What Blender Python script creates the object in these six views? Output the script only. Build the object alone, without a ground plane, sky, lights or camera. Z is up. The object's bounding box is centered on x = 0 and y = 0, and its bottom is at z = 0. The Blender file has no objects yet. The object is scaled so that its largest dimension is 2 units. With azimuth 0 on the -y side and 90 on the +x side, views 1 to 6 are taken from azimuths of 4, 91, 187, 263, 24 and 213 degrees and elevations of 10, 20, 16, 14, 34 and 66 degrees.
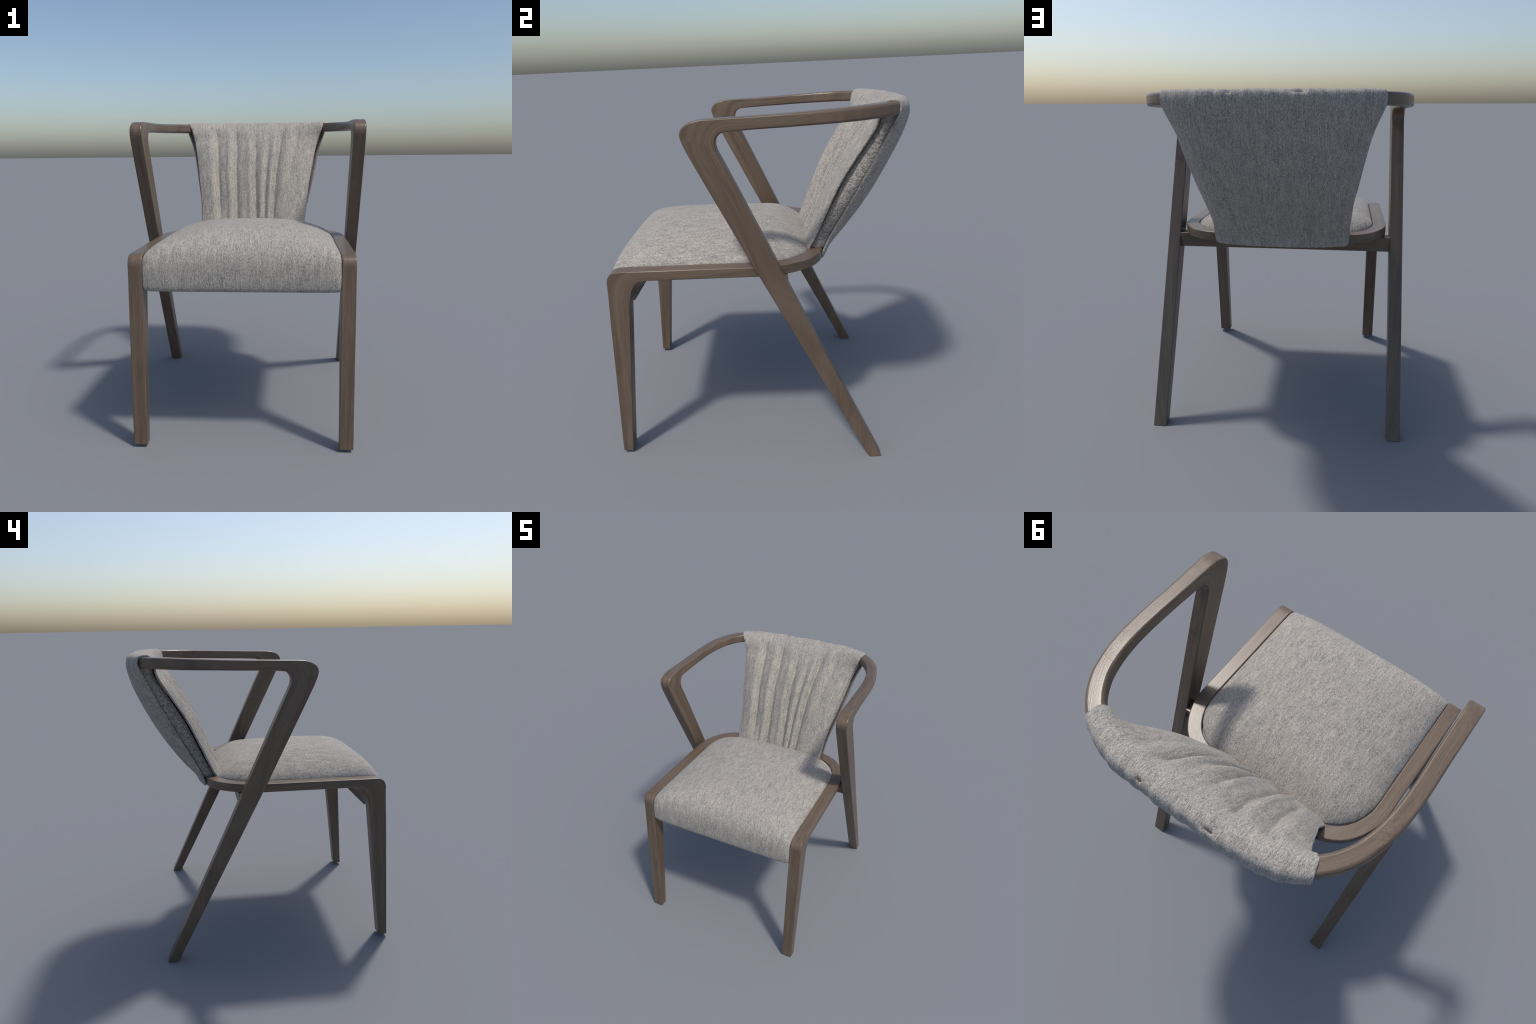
"""Bentwood-look armchair: two swept U-shaped walnut frames (arm frame, seat frame),
a back cross bar, an upholstered seat and a pleated fabric back draped over the arm rail."""
import bpy, math
import numpy as np

RNG = np.random.default_rng(7)

# ------------------------------------------------------------------ helpers
def spline(rows, n):
    """Catmull-Rom through control rows (k x d), n samples spaced evenly in chord length."""
    P = np.asarray(rows, float)
    d = np.r_[0, np.cumsum(np.linalg.norm(np.diff(P[:, :3], axis=0), axis=1) + 1e-9)]
    m = np.zeros_like(P)
    m[1:-1] = (P[2:] - P[:-2]) / (d[2:] - d[:-2])[:, None]
    m[0] = (P[1] - P[0]) / (d[1] - d[0])
    m[-1] = (P[-1] - P[-2]) / (d[-1] - d[-2])
    s = np.linspace(0, d[-1], n) if np.isscalar(n) else np.asarray(n) * d[-1]
    i = np.clip(np.searchsorted(d, s, side='right') - 1, 0, len(d) - 2)
    h = (d[i + 1] - d[i])[:, None]
    t = ((s - d[i])[:, None]) / h
    return ((2*t**3 - 3*t**2 + 1) * P[i] + (t**3 - 2*t**2 + t) * h * m[i]
            + (-2*t**3 + 3*t**2) * P[i + 1] + (t**3 - t**2) * h * m[i + 1])

def new_object(name, verts, faces, material, parent, weighted=False):
    me = bpy.data.meshes.new(name)
    me.from_pydata([tuple(map(float, v)) for v in verts], [], faces)
    me.validate()
    me.materials.append(material)
    me.polygons.foreach_set("use_smooth", [True] * len(me.polygons))
    ob = bpy.data.objects.new(name, me)
    bpy.context.scene.collection.objects.link(ob)
    ob.parent = parent
    import bmesh
    bm = bmesh.new(); bm.from_mesh(me)
    bmesh.ops.recalc_face_normals(bm, faces=bm.faces)
    bm.to_mesh(me); bm.free()
    if weighted:
        me.set_sharp_from_angle(angle=math.radians(50))      # crisp foot ends
        w = ob.modifiers.new("weighted", 'WEIGHTED_NORMAL'); w.keep_sharp = True; w.weight = 80
    return ob

def rounded_rect(hw, hh, r, k=5):
    """unit-frame loop of a rounded rectangle, half sizes hw (thickness) and hh (depth)."""
    r = min(r, hw * .98, hh * .98)
    pts = []
    for cx, cy, a0 in ((1, 1, 0), (-1, 1, 90), (-1, -1, 180), (1, -1, 270)):
        for j in range(k + 1):
            a = math.radians(a0 + 90 * j / k)
            pts.append((cx * (hw - r) + r * math.cos(a), cy * (hh - r) + r * math.sin(a)))
    return pts

def sweep(stations, cap_start=False, cap_end=False, k=5):
    """stations: (centre, thickness half-vector, depth half-vector, corner radius)."""
    verts, faces = [], []
    n = 4 * (k + 1)
    for c, tv, hv, r in stations:
        hw, hh = np.linalg.norm(tv), np.linalg.norm(hv)
        for a, b in rounded_rect(hw, hh, r, k):
            verts.append(c + tv / hw * a + hv / hh * b)
    for i in range(len(stations) - 1):
        for j in range(n):
            faces.append((i*n + j, i*n + (j+1) % n, (i+1)*n + (j+1) % n, (i+1)*n + j))
    if cap_start: faces.append(tuple(range(n))[::-1])
    if cap_end:
        b = (len(stations) - 1) * n
        faces.append(tuple(range(b, b + n)))
    return verts, faces

def mirrored(stations):
    m = np.array([-1, 1, 1])
    return [(c * m, tv * m, hv * m, r) for c, tv, hv, r in stations]

def profile_stations(rows, n):
    """rows: (outer y, outer z, inner y, inner z, x_in, x_out, radius) in the side plane."""
    R = spline(rows, n)
    out = []
    for oy, oz, iy, iz, xi, xo, r in R:
        out.append((np.array([(xi + xo) / 2, (oy + iy) / 2, (oz + iz) / 2]),
                    np.array([(xo - xi) / 2, 0, 0]),
                    np.array([0, (oy - iy) / 2, (oz - iz) / 2]), r))
    return out

def plan_stations(rows, n):
    """rows: outer edge x, y, z_top, z_bottom, width, radius -- section stands upright."""
    R = spline(rows, n)
    T = np.gradient(R[:, :2], axis=0)
    T[-1] = (-1, 0)                       # the curve meets the mirror plane squarely
    T[0] = (0, 1)
    out = []
    for (x, y, zt, zb, w, r), (tx, ty) in zip(R, T):
        l = math.hypot(tx, ty); nx, ny = ty / l, -tx / l      # outward normal
        c = np.array([x - nx * w / 2, y - ny * w / 2, (zt + zb) / 2])
        out.append((c, np.array([nx, ny, 0]) * w / 2, np.array([0, 0, (zt - zb) / 2]), r))
    return out

# ------------------------------------------------------------------ node helpers
class Nodes:
    def __init__(self, name):
        self.mat = bpy.data.materials.new(name); self.mat.use_nodes = True
        self.t = self.mat.node_tree; self.t.nodes.clear()
        self.out = self.t.nodes.new('ShaderNodeOutputMaterial')
        self.bsdf = self.t.nodes.new('ShaderNodeBsdfPrincipled')
        self.t.links.new(self.bsdf.outputs[0], self.out.inputs[0])
        self.co = self.t.nodes.new('ShaderNodeTexCoord').outputs['Object']
    def link(self, a, b): self.t.links.new(a, b)
    def val(self, sock, v):
        if hasattr(v, 'links') or isinstance(v, bpy.types.NodeSocket): self.link(v, sock)
        else: sock.default_value = v
    def math(self, op, a, b=0.0, c=None):
        n = self.t.nodes.new('ShaderNodeMath'); n.operation = op
        self.val(n.inputs[0], a); self.val(n.inputs[1], b)
        if c is not None: self.val(n.inputs[2], c)
        return n.outputs[0]
    def mapping(self, v, scale=(1, 1, 1), rot=(0, 0, 0), loc=(0, 0, 0)):
        n = self.t.nodes.new('ShaderNodeMapping'); self.link(v, n.inputs[0])
        n.inputs['Scale'].default_value = scale; n.inputs['Rotation'].default_value = rot
        n.inputs['Location'].default_value = loc
        return n.outputs[0]
    def noise(self, v, scale, detail=3, rough=.55, distortion=0.0):
        n = self.t.nodes.new('ShaderNodeTexNoise'); self.link(v, n.inputs['Vector'])
        n.inputs['Scale'].default_value = scale; n.inputs['Detail'].default_value = detail
        n.inputs['Roughness'].default_value = rough; n.inputs['Distortion'].default_value = distortion
        return n.outputs[0]
    def ramp(self, f, stops):
        n = self.t.nodes.new('ShaderNodeValToRGB'); self.link(f, n.inputs[0])
        e = n.color_ramp.elements
        while len(e) < len(stops): e.new(.5)
        for el, (p, c) in zip(e, stops): el.position = p; el.color = (*c, 1)
        return n.outputs[0]
    def mix(self, f, a, b, mode='MIX'):
        n = self.t.nodes.new('ShaderNodeMix'); n.data_type = 'RGBA'; n.blend_type = mode
        self.val(n.inputs[0], f); self.val(n.inputs[6], a); self.val(n.inputs[7], b)
        return n.outputs[2]
    def bump(self, h, strength, dist):
        n = self.t.nodes.new('ShaderNodeBump'); self.link(h, n.inputs['Height'])
        n.inputs['Strength'].default_value = strength; n.inputs['Distance'].default_value = dist
        self.link(n.outputs[0], self.bsdf.inputs['Normal'])

WOOD = [(.090, .062, .042), (.127, .090, .061), (.165, .120, .083)]

def wood(name, knee=None, bend_y=None, axis='x', tone=1.0, shift=0.0, rough=.36):
    """walnut whose grain follows the piece. knee = (y, z, leg direction y, z): the grain runs along
    the leg, turns round the knee and goes on along the rail; bend_y is where the rail starts to
    curve round the back."""
    N = Nodes(name)
    if knee is None:
        g = N.mapping(N.co, scale={'z': (1, 1, .035), 'y': (1, .035, 1), 'x': (.035, 1, 1)}[axis])
    else:
        yc, zc, ty, tz = knee
        s = N.t.nodes.new('ShaderNodeSeparateXYZ'); N.link(N.co, s.inputs[0])
        x, y, z = s.outputs
        py, pz = N.math('SUBTRACT', y, yc), N.math('SUBTRACT', z, zc)
        a = N.math('MAXIMUM', py, 0.0)
        b = N.math('MAXIMUM', N.math('ADD', N.math('MULTIPLY', py, ty), N.math('MULTIPLY', pz, tz)), 0.0)
        sq = lambda v: N.math('MULTIPLY', v, v)
        r2 = N.math('SUBTRACT', N.math('ADD', sq(py), sq(pz)), N.math('ADD', sq(a), sq(b)))
        depth = N.math('SQRT', N.math('MAXIMUM', r2, 0.0))
        ry = N.math('MAXIMUM', N.math('SUBTRACT', y, bend_y), 0.0)
        width = N.math('SQRT', N.math('ADD', sq(x), sq(ry)))
        along = N.math('ADD', N.math('SUBTRACT', N.math('MINIMUM', a, bend_y - yc), b),
                       N.math('MULTIPLY', N.math('ARCTAN2', ry, x), .7))
        c = N.t.nodes.new('ShaderNodeCombineXYZ')
        N.link(N.math('ADD', width, shift), c.inputs[0]); N.link(N.math('MULTIPLY', along, .035), c.inputs[1])
        N.link(depth, c.inputs[2])
        g = c.outputs[0]
    broad = N.noise(g, 30, 3, .6, .25)
    fine = N.noise(g, 170, 3, .6)
    col = N.ramp(N.math('ADD', N.math('MULTIPLY', broad, .6), N.math('MULTIPLY', fine, .4)),
                 [(.36, tuple(c * tone for c in WOOD[0])), (.5, tuple(c * tone for c in WOOD[1])),
                  (.66, tuple(c * tone for c in WOOD[2]))])
    N.link(col, N.bsdf.inputs['Base Color'])
    N.bsdf.inputs['Roughness'].default_value = rough
    N.bsdf.inputs['Specular IOR Level'].default_value = .5
    N.bump(N.math('ADD', fine, N.math('MULTIPLY', N.noise(N.co, 200, 2), .6)), .22, .002)
    return N.mat

def lining(name):
    N = Nodes(name)
    N.link(N.ramp(N.noise(N.co, 300, 2), [(.3, (.15, .152, .155)), (.7, (.21, .21, .21))]), N.bsdf.inputs['Base Color'])
    N.bsdf.inputs['Roughness'].default_value = .9
    return N.mat

def fabric(name, fuzzy=False):
    """melange weave: pale warp threads over blue-grey weft; threads lie across x everywhere."""
    N = Nodes(name)
    if fuzzy:
        a = N.noise(N.mapping(N.co, scale=(1, .5, 1)), 210, 3, .6)
        b = N.noise(N.mapping(N.co, scale=(1, .35, 1), rot=(.5, 0, 0)), 90, 2, .6)
        f = N.math('ADD', N.math('MULTIPLY', a, .6), N.math('MULTIPLY', b, .4))
    else:
        warp = N.noise(N.mapping(N.co, scale=(1, .22, .22)), 370, 1, .5)
        weft = N.noise(N.mapping(N.co, scale=(.6, 1, 1)), 400, 1, .5)
        streak = N.noise(N.mapping(N.co, scale=(1, .1, .1)), 130, 2, .6)
        patch = N.noise(N.mapping(N.co, scale=(1, .4, .4)), 32, 3, .6)
        f = N.math('ADD', N.math('ADD', N.math('MULTIPLY', warp, .36), N.math('MULTIPLY', weft, .34)),
                   N.math('ADD', N.math('MULTIPLY', streak, .19), N.math('MULTIPLY', patch, .11)))
    col = N.ramp(f, [(.36, (.118, .119, .122)), (.45, (.245, .232, .213)), (.54, (.39, .358, .315)), (.64, (.54, .492, .43))])
    N.link(col, N.bsdf.inputs['Base Color'])
    N.bsdf.inputs['Roughness'].default_value = .92
    N.bsdf.inputs['Specular IOR Level'].default_value = .15
    N.bsdf.inputs['Sheen Weight'].default_value = .12
    N.bump(f, .9 if fuzzy else .8, .006 if fuzzy else .005)
    return N.mat

ARM_KNEE, SEAT_KNEE = (-.10, 1.84, .447, -.894), (-.62, 1.03, -.075, -.997)
M_LEG = wood("walnut_rear_leg", ARM_KNEE, .22, tone=.96, shift=.31)
M_ARM = wood("walnut_arm_rail", ARM_KNEE, .22, rough=.32)
M_FRONT = wood("walnut_front_leg", SEAT_KNEE, -.02)
M_RAIL = wood("walnut_seat_rail", SEAT_KNEE, -.02)
M_BAR = wood("walnut_cross_bar")
M_LINING = lining("grey_lining")
M_CLOTH = fabric("melange_weave")
M_SIDE = fabric("melange_pile", fuzzy=True)

chair = bpy.data.objects.new("wooden_armchair", None)
bpy.context.scene.collection.objects.link(chair)
chair["label"] = "walnut armchair with grey woven seat and pleated draped back"
chair["category"] = "armchair"

# ------------------------------------------------------------------ arm frame: rear leg + arm rail
XO, XI = .754, .674
rows = []
for z in (0, .1, .3, .6, .9, 1.2, 1.5):
    zb = z + min(.06, .6 * z)
    yb = np.interp(zb, (0, 1.017, 1.194, 1.719), (.675, .205, .126, -.113))
    yf = np.interp(z, (0, 1.157, 1.725), (.604, .016, -.262))
    rows.append((yf, z, yb, zb, XI, XO, .006))
knee = [(-.262, 1.725, -.118, 1.730), (-.293, 1.79, -.147, 1.79), (-.312, 1.833, -.156, 1.815),
        (-.3235, 1.868, -.159, 1.834), (-.327, 1.888, -.157, 1.853), (-.319, 1.913, -.150, 1.868),
        (-.299, 1.932, -.140, 1.880), (-.27, 1.945, -.125, 1.889), (-.235, 1.953, -.10, 1.8925),
        (-.165, 1.956, -.06, 1.895), (-.08, 1.958, -.01, 1.897), (.03, 1.961, .03, 1.899)]
rows += [(*k, XI + .003 * max(0, (i - 5) / 6), XO, .007 + .004 * min(1, i / 6)) for i, k in enumerate(knee)]
n_leg = 60
st = profile_stations(rows, 150)
j = max(i for i, s in enumerate(st) if s[0][2] < 1.862 and s[0][1] < .5)   # joint line under the knee
leg_st, knee_st = st[:j + 1], st[j:]
plan = [(.754, .03, 1.961, 1.899, .077, .011), (.756, .16, 1.965, 1.902, .077, .012), (.754, .29, 1.970, 1.906, .078, .013),
        (.747, .375, 1.974, 1.908, .079, .014), (.734, .456, 1.977, 1.910, .080, .015), (.714, .53, 1.980, 1.912, .081, .016),
        (.690, .592, 1.982, 1.914, .082, .016), (.639, .673, 1.984, 1.916, .082, .016), (.567, .746, 1.985, 1.917, .082, .016),
        (.50, .783, 1.985, 1.917, .082, .016), (.43, .809, 1.985, 1.917, .082, .016), (.35, .828, 1.985, 1.917, .082, .016),
        (.2, .841, 1.985, 1.917, .082, .016), (0, .844, 1.985, 1.917, .082, .016)]
arc = plan_stations(plan, 90)
half = knee_st[:-1] + arc
v, f = sweep(half + mirrored(half[:-1])[::-1])
new_object("arm_rail", v, f, M_ARM, chair, True)
v, f = sweep(leg_st, cap_start=True)
new_object("rear_leg", v, f, M_LEG, chair, True)
v, f = sweep(mirrored(leg_st), cap_start=True)
new_object("rear_leg", v, f, M_LEG, chair, True)

# ------------------------------------------------------------------ seat frame: front leg + seat rail
SO, SI = .658, .575
rows = []
for z in (.018, .1, .3, .6, .85):
    rows.append((-.863 + .0463 * (z - .018), z, -.804 + .107 * (z - .018), z, SI, SO, .005))
rows += [(-.8145, 1.02, -.700, .985, SI, SO, .005), (-.812, 1.085, -.690, 1.035, SI, SO, .005),
         (-.811, 1.118, -.679, 1.065, SI, SO, .006), (-.803, 1.143, -.664, 1.089, SI, SO, .006),
         (-.787, 1.161, -.648, 1.103, SI, SO, .006), (-.762, 1.170, -.632, 1.111, SI, SO, .006),
         (-.73, 1.172, -.61, 1.1155, SI, SO, .006), (-.66, 1.172, -.58, 1.116, SI, SO, .006),
         (-.53, 1.172, -.53, 1.116, SI, SO, .006)]
st = profile_stations(rows, 110)
j = max(i for i, s in enumerate(st) if s[0][2] < 1.045)
front_st, fknee = st[:j + 1], st[j:]
plan = [(.658, -.53), (.658, -.3), (.658, -.1), (.6575, 0), (.6545, .06), (.643, .12), (.61, .203), (.572, .262),
        (.53, .307), (.47, .345), (.42, .364), (.3, .389), (.15, .403), (0, .407)]
arc = plan_stations([(x, y, 1.172, 1.116, .083, .006) for x, y in plan], 80)
half = fknee[:-1] + arc
v, f = sweep(half + mirrored(half[:-1])[::-1])
new_object("seat_rail", v, f, M_RAIL, chair, True)
for s in (front_st, mirrored(front_st)):
    v, f = sweep(s, cap_start=True)
    new_object("front_leg", v, f, M_FRONT, chair, True)

# web behind each knee: round along the outer face, cut straight along the inner one
k = 14
arc_side = spline([(-.703, .960), (-.700, .985), (-.690, 1.035), (-.679, 1.065), (-.664, 1.089), (-.648, 1.103), (-.632, 1.111),
                   (-.600, 1.1157), (-.570, 1.1165)], k)
arc_side[:, 0] -= .0015; arc_side[:, 1] += .0015
cut_side = np.array([(-.714, .972)]) + np.linspace(0, 1, k)[:, None] * np.array([(.118, .1445)])
for sx in (1, -1):
    vs = [(sx * (SO - .006), y, z) for y, z in arc_side] + [(sx * (SI + .0012), y, z) for y, z in cut_side] + [(sx * (SI + .0012), -.72, 1.14)]
    fs = [(i, i + 1, k + i + 1, k + i) for i in range(k - 1)] + [(k + i, k + i + 1, 2 * k) for i in range(k - 1)]
    new_object("knee_web", vs, fs, M_RAIL, chair, True)

# upholstered apron under the front of the seat, with a straight back
apron = [(-.800, .963), (-.735, .963), (-.725, 1.1145), (-.2, 1.1145), (-.2, 1.14), (-.79, 1.14)]
vs = [(x, y, z) for x in (-.568, .568) for y, z in apron]
k = len(apron)
ob = new_object("seat_apron", vs, [tuple(range(k)), tuple(range(k, 2 * k))] + [(i, (i+1) % k, k + (i+1) % k, k + i) for i in range(k)], M_LINING, chair)
ob.data.polygons.foreach_set("use_smooth", [False] * (k + 2))

# back cross bar between the rear legs
bar = [(np.array([x, .127, 1.0695]), np.array([0, .041, 0]), np.array([0, 0, .0455]), .004) for x in (-.675, 0, .675)]
v, f = sweep(bar, True, True)
new_object("cross_bar", v, f, M_BAR, chair, True)

# ------------------------------------------------------------------ seat cushion
# E: side edge profile, M: middle profile (y, z) from the front hem over the crown to the back
E = [(-.765, .960), (-.797, .961), (-.806, .98), (-.807, 1.04), (-.804, 1.10), (-.795, 1.135), (-.765, 1.155), (-.68, 1.160),
     (-.55, 1.160), (-.35, 1.160), (-.15, 1.160), (.03, 1.160), (.15, 1.160), (.23, 1.160), (.285, 1.159), (.318, 1.155), (.326, 1.135)]
Mid = [(-.765, .956), (-.808, .957), (-.822, .976), (-.827, 1.06), (-.821, 1.135), (-.800, 1.193), (-.747, 1.246), (-.665, 1.279),
       (-.53, 1.299), (-.33, 1.307), (-.13, 1.302), (.03, 1.291), (.13, 1.271), (.21, 1.238), (.27, 1.203), (.315, 1.163), (.33, 1.13)]
ns = 150
prof = spline([(*m, 0, *e) for e, m in zip(E, Mid)], ns)
nt = 110
t = np.sin(np.linspace(-1, 1, nt) * math.pi / 2)
t = .75 * t + .25 * np.linspace(-1, 1, nt)
inner_edge = np.array([(-.9, .574), (.0, .574), (.06, .571), (.13, .553), (.19, .519), (.235, .476), (.285, .398), (.315, .29), (.33, .16), (.337, .05)])
verts = []
for my, mz, _, ey, ez in prof:
    W = np.interp(ey, inner_edge[:, 0], inner_edge[:, 1])
    front = np.clip((1.17 - mz) / .12, 0, 1) if my < -.7 else 0
    fore = np.clip((-.45 - my) / .3, 0, 1)
    aft = np.clip((my - .0) / .15, 0, 1)
    q = (.66 - .08 * fore - .1 * aft) * (1 - front) + .32 * front
    p = (2.5 + .7 * fore + .8 * aft) * (1 - front) + 7 * front
    W -= .012 * np.clip((.985 - mz) / .03, 0, 1) ** 2 * (my < -.7)
    g = np.clip(1 - np.abs(t) ** p, 0, 1) ** q
    verts += [(tt * W, ey + (my - ey) * gg, ez + (mz - ez) * gg) for tt, gg in zip(t, g)]
faces = [(i*nt + k, i*nt + k + 1, (i+1)*nt + k + 1, (i+1)*nt + k) for i in range(ns - 1) for k in range(nt - 1)]
# close it underneath: a hem ring slightly inside the edge
ring = [i * nt for i in range(ns)] + [(ns-1) * nt + k for k in range(1, nt)] + [i * nt + nt - 1 for i in range(ns - 2, -1, -1)] + [k for k in range(nt - 2, 0, -1)]
base = len(verts)
for r in ring:
    x, y, z = verts[r]
    verts.append((x * .985, -.70 if y < -.70 else y * .97, min(z, 1.135) if y > -.70 else (z + .004 if z < 1.0 else min(z, 1.135))))
nr = len(ring)
faces += [(ring[a], ring[(a+1) % nr], base + (a+1) % nr, base + a) for a in range(nr)]
faces.append(tuple(base + a for a in range(nr)))
new_object("seat_cushion", verts, faces, M_CLOTH, chair)

# ------------------------------------------------------------------ back cover (front panel, over the rail, back panel)
# columns: edge y, edge z, middle y, middle z, right half-width, left half-width, edge falloff power
cover = [
    (.288, 1.165, .262, 1.165, .379, .404, 6.0), (.329, 1.24, .300, 1.24, .384, .404, 6.0),
    (.366, 1.32, .336, 1.32, .392, .404, 6.0), (.402, 1.40, .371, 1.40, .400, .411, 6.0),
    (.474, 1.56, .439, 1.56, .422, .436, 6.0), (.568, 1.72, .528, 1.72, .452, .464, 6.0),
    (.623, 1.81, .596, 1.81, .475, .486, 5.0), (.655, 1.875, .655, 1.875, .494, .500, 4.5),
    (.657, 1.925, .698, 1.925, .514, .517, 4.0), (.663, 1.964, .736, 1.964, .528, .530, 4.0),
    (.684, 1.990, .770, 1.989, .540, .545, 4.0), (.717, 1.997, .808, 1.997, .548, .557, 4.0),
    (.752, 1.988, .843, 1.986, .555, .569, 4.0), (.766, 1.955, .858, 1.953, .557, .575, 4.2),
    (.757, 1.910, .858, 1.905, .552, .569, 5.0), (.727, 1.84, .840, 1.84, .528, .541, 6.0),
    (.695, 1.765, .810, 1.765, .502, .515, 7.0), (.641, 1.65, .757, 1.65, .482, .489, 7.0),
    (.604, 1.58, .722, 1.58, .466, .475, 7.0), (.565, 1.50, .680, 1.50, .448, .460, 7.0),
    (.503, 1.38, .606, 1.38, .416, .436, 7.0), (.434, 1.25, .513, 1.25, .389, .423, 6.0),
    (.396, 1.17, .450, 1.17, .386, .416, 4.0), (.383, 1.137, .434, 1.137, .385, .414, 3.2),
    (.378, 1.114, .427, 1.113, .380, .408, 2.8), (.376, 1.105, .424, 1.103, .364, .392, 2.6)]
nS, nU = 300, 220
C = spline([(c[2], c[3], (c[4] + c[5]) / 2, c[0], c[1], c[4], c[5], c[6]) for c in cover], nS)
u = np.linspace(-1, 1, nU)
P = np.zeros((nS, nU, 3))
for i, (my, mz, _, ey, ez, xr, xl, p) in enumerate(C):
    k = 1 - np.abs(u) ** p
    P[i, :, 0] = np.where(u > 0, u * xr, u * xl)
    P[i, :, 1] = ey + (my - ey) * k
    P[i, :, 2] = ez + (mz - ez) * k

def normals(P):
    n = np.cross(np.gradient(P, axis=1), np.gradient(P, axis=0))
    return n / np.linalg.norm(n, axis=2, keepdims=True)
Nn = normals(P)
if Nn[40, nU // 2, 1] > 0: Nn = -Nn          # outward: towards -y on the front panel
zc, yc = C[:, 1], C[:, 0]
top_i = int(np.argmax(zc))
on_front = (np.arange(nS) < top_i)
z01 = np.where(on_front, (zc - 1.165) / (1.99 - 1.165), 1)
def bump1(x, c, w): return np.exp(-((x - c) / w) ** 2)
U, Z = np.meshgrid(u, z01)
front_amt = np.where(on_front, np.clip((1.03 - z01) / .16, 0, 1), 0)[:, None]
wob = .006 * np.sin(Z * 7 + 1.3) + .002 * np.sin(Z * 19)
# pleats: (position low, position high, width, depth, fade-in height from the top)
D = np.zeros_like(U)
for lo, hi, w, d, zlo, zhi in ((-.67, -.64, .058, .031, .04, 1.04), (-.335, -.33, .062, .039, -.2, 1.06),
                              (.045, -.03, .056, .036, -.2, .93), (.20, .225, .048, .021, -.2, .82),
                              (.37, .41, .058, .037, -.2, 1.02), (.64, .66, .09, .017, .35, 1.04)):
    c = lo + (hi - lo) * Z + wob
    amt = np.clip((Z - zlo) / .18, 0, 1) * np.clip((zhi - Z) / .16, 0, 1)
    x = (U - c) / w
    D -= d * amt * np.where(x < 0, np.exp(-1.6 * x ** 2), np.exp(-.9 * (np.sqrt(x ** 2 + .04) - .2))) - .30 * d * amt * np.exp(-((x + 1.8) / 1.0) ** 2)
D += .007 * np.clip((Z + .1) * 3, 0, 1) + .008 * bump1(U, -.84, .11)
D *= front_amt * .92
# gentle hanging folds low on the back panel
back = np.where(on_front, 0, np.clip((1.9 - zc) / .25, 0, 1) * np.clip((zc - 1.11) / .15, 0, 1))[:, None]
P[..., 1] += -.010 * U * (1 - np.abs(U) ** 8) * back
spread = np.clip(1 - np.abs(U) ** 4, 0, 1)
D += back * spread * (.004 * np.sin(U * 17 + 1.0) + .003 * np.sin(U * 29 + .4) * np.clip((1.6 - zc[:, None]) / .3, 0, 1)
                      - .010 * bump1(U, -.24, .05) - .006 * bump1(U, .12, .05))
# slack where the cloth turns over the rail
turn = np.exp(-((np.arange(nS) - (top_i + 14)) / 16.0) ** 2)[:, None]
D += turn * spread * (.003 * np.sin(U * 13) + .002 * np.sin(U * 31 + 2))
# two spots where the cloth gapes and the rail shows through
i_edge = top_i + int(round(.036 / 2.2 * nS))
for c, w, d in ((-.26, .060, .0125), (.345, .026, .0105)):
    D -= d * np.exp(-((np.arange(nS) - i_edge) / 1.8) ** 2)[:, None] * bump1(U, c, w)
D += np.where(on_front, .0005, .0013)[:, None] * np.sin(U * 57 + 3 * np.sin(Z * 11)) * np.clip(1 - np.abs(U) ** 8, 0, 1)
P = P + Nn * D[..., None]
Nn = normals(P)
if Nn[40, nU // 2, 1] > 0: Nn = -Nn

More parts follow.
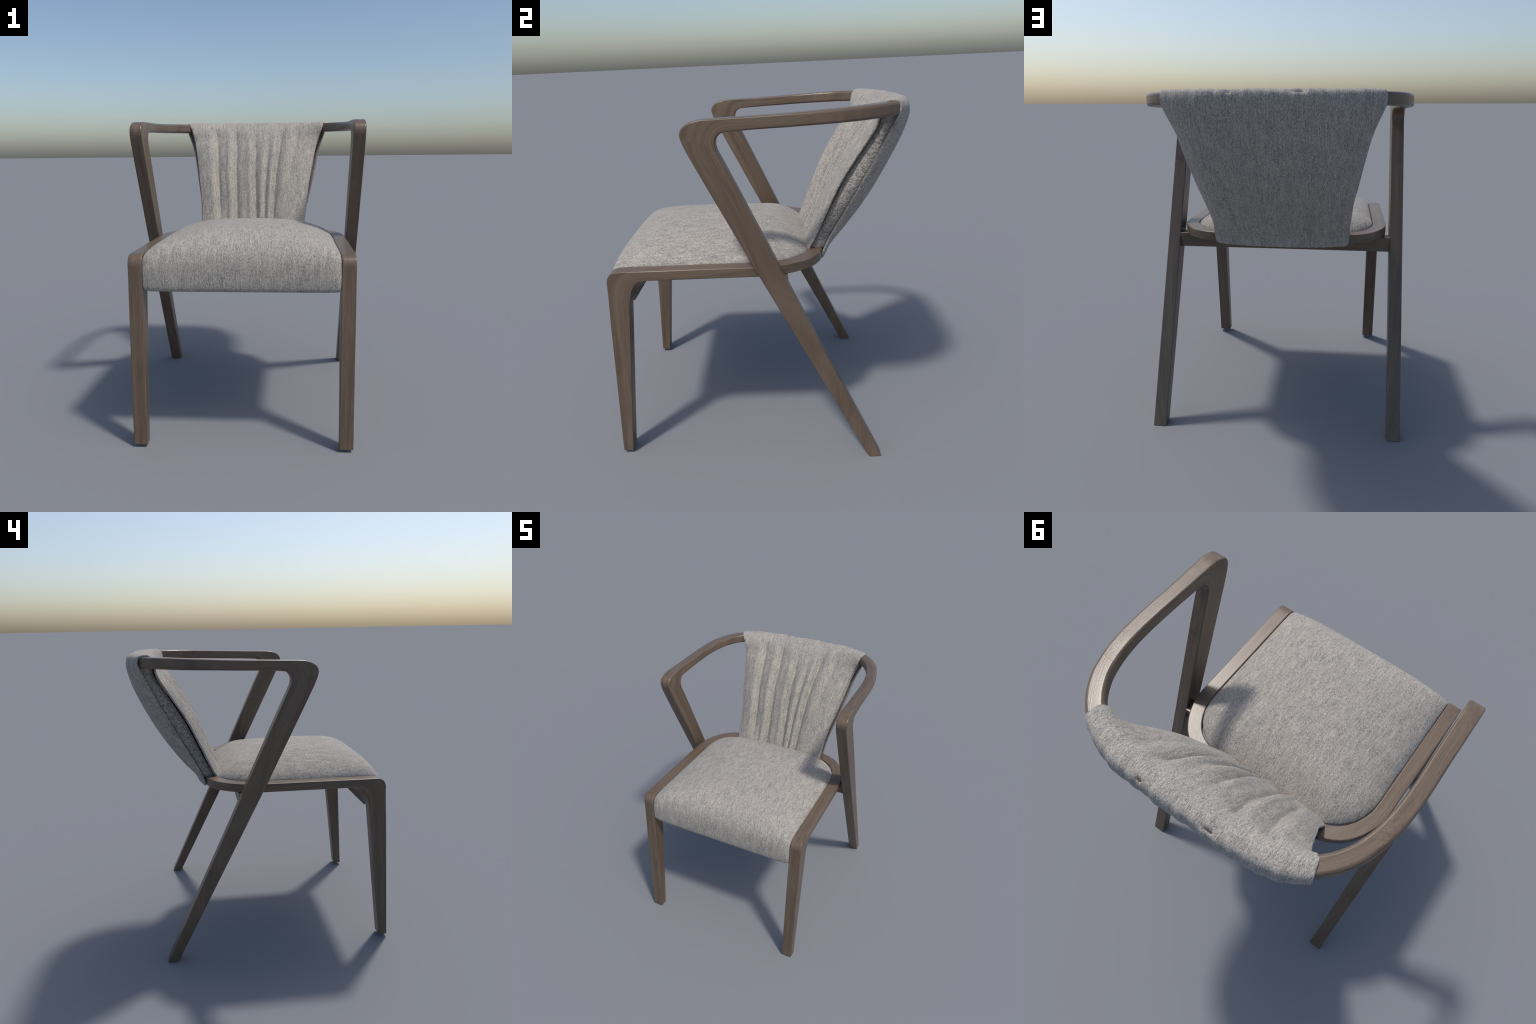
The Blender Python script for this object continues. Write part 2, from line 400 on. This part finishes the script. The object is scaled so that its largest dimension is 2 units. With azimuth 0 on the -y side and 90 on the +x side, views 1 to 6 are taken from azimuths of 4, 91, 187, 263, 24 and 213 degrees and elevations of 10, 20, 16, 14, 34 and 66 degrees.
def sheet(P, Nn, th):
    """cloth sheet with thickness and a rolled hem all round."""
    nS, nU = P.shape[:2]
    Q = P - Nn * th
    side = P[:, -1] - P[:, -2]; side /= np.linalg.norm(side, axis=1, keepdims=True)
    sidel = P[:, 0] - P[:, 1]; sidel /= np.linalg.norm(sidel, axis=1, keepdims=True)
    def hem(a, n, o): return [a - n * th * (.5 - .5 * math.cos(ph)) + o * th * .5 * math.sin(ph) for ph in np.linspace(0, math.pi, 7)[1:-1]]
    strips = np.concatenate([P] + [h[:, None] for h in hem(P[:, -1], Nn[:, -1], side)] + [Q[:, ::-1]]
                            + [h[:, None] for h in hem(P[:, 0], Nn[:, 0], sidel)][::-1], axis=1)
    m = strips.shape[1]
    verts = strips.reshape(-1, 3)
    faces = [(i*m + k, i*m + (k+1) % m, (i+1)*m + (k+1) % m, (i+1)*m + k) for i in range(nS - 1) for k in range(m)]
    # end hems
    for i in (0, nS - 1):
        b = i * m
        for k in range(nU - 1):
            faces.append((b + k, b + k + 1, b + nU + 5 + (nU - 2 - k), b + nU + 5 + (nU - 1 - k)))
    return verts, faces
v, f = sheet(P, Nn, .014)
new_object("back_cover", v, f, M_CLOTH, chair)

# ------------------------------------------------------------------ side gussets of the back, set in between the two panel edges
fe = np.array([(c[0], c[1], c[4], c[5]) for c in cover[:9]])
be = np.array([(c[0], c[1], c[4], c[5]) for c in cover[14:]])[::-1]
nz, nw = 160, 40
for sx, col in ((1, 2), (-1, 3)):
    zz = np.linspace(1.168, 1.918, nz)
    G = np.zeros((nz, nw, 3))
    for i, z in enumerate(zz):
        y0, x0 = np.interp(z, fe[:, 1], fe[:, 0]), np.interp(z, fe[:, 1], fe[:, col])
        y1, x1 = np.interp(z, be[:, 1], be[:, 0]), np.interp(z, be[:, 1], be[:, col])
        w = np.linspace(0, 1, nw)
        ph = RNG.normal(0, .0009, nw)
        G[i, :, 0] = sx * (x0 + (x1 - x0) * w - .030 + .014 * np.sin(w * math.pi) ** .7 + ph)
        G[i, :, 1] = y0 + .018 + (y1 - y0 - .022) * w
        G[i, :, 2] = z
    B = G.copy(); B[..., 0] -= sx * .02
    allv = np.concatenate([G.reshape(-1, 3), B.reshape(-1, 3)])
    o = nz * nw
    fs = [(i*nw + k, i*nw + k + 1, (i+1)*nw + k + 1, (i+1)*nw + k) for i in range(nz - 1) for k in range(nw - 1)]
    fs += [tuple(a + o for a in q)[::-1] for q in fs]
    for i in range(nz - 1):
        for k in (0, nw - 1): fs.append((i*nw + k, (i+1)*nw + k, (i+1)*nw + k + o, i*nw + k + o))
    for k in range(nw - 1):
        for i in (0, nz - 1): fs.append((i*nw + k, i*nw + k + 1, i*nw + k + 1 + o, i*nw + k + o))
    new_object("side_gusset", allv, fs, M_SIDE, chair)
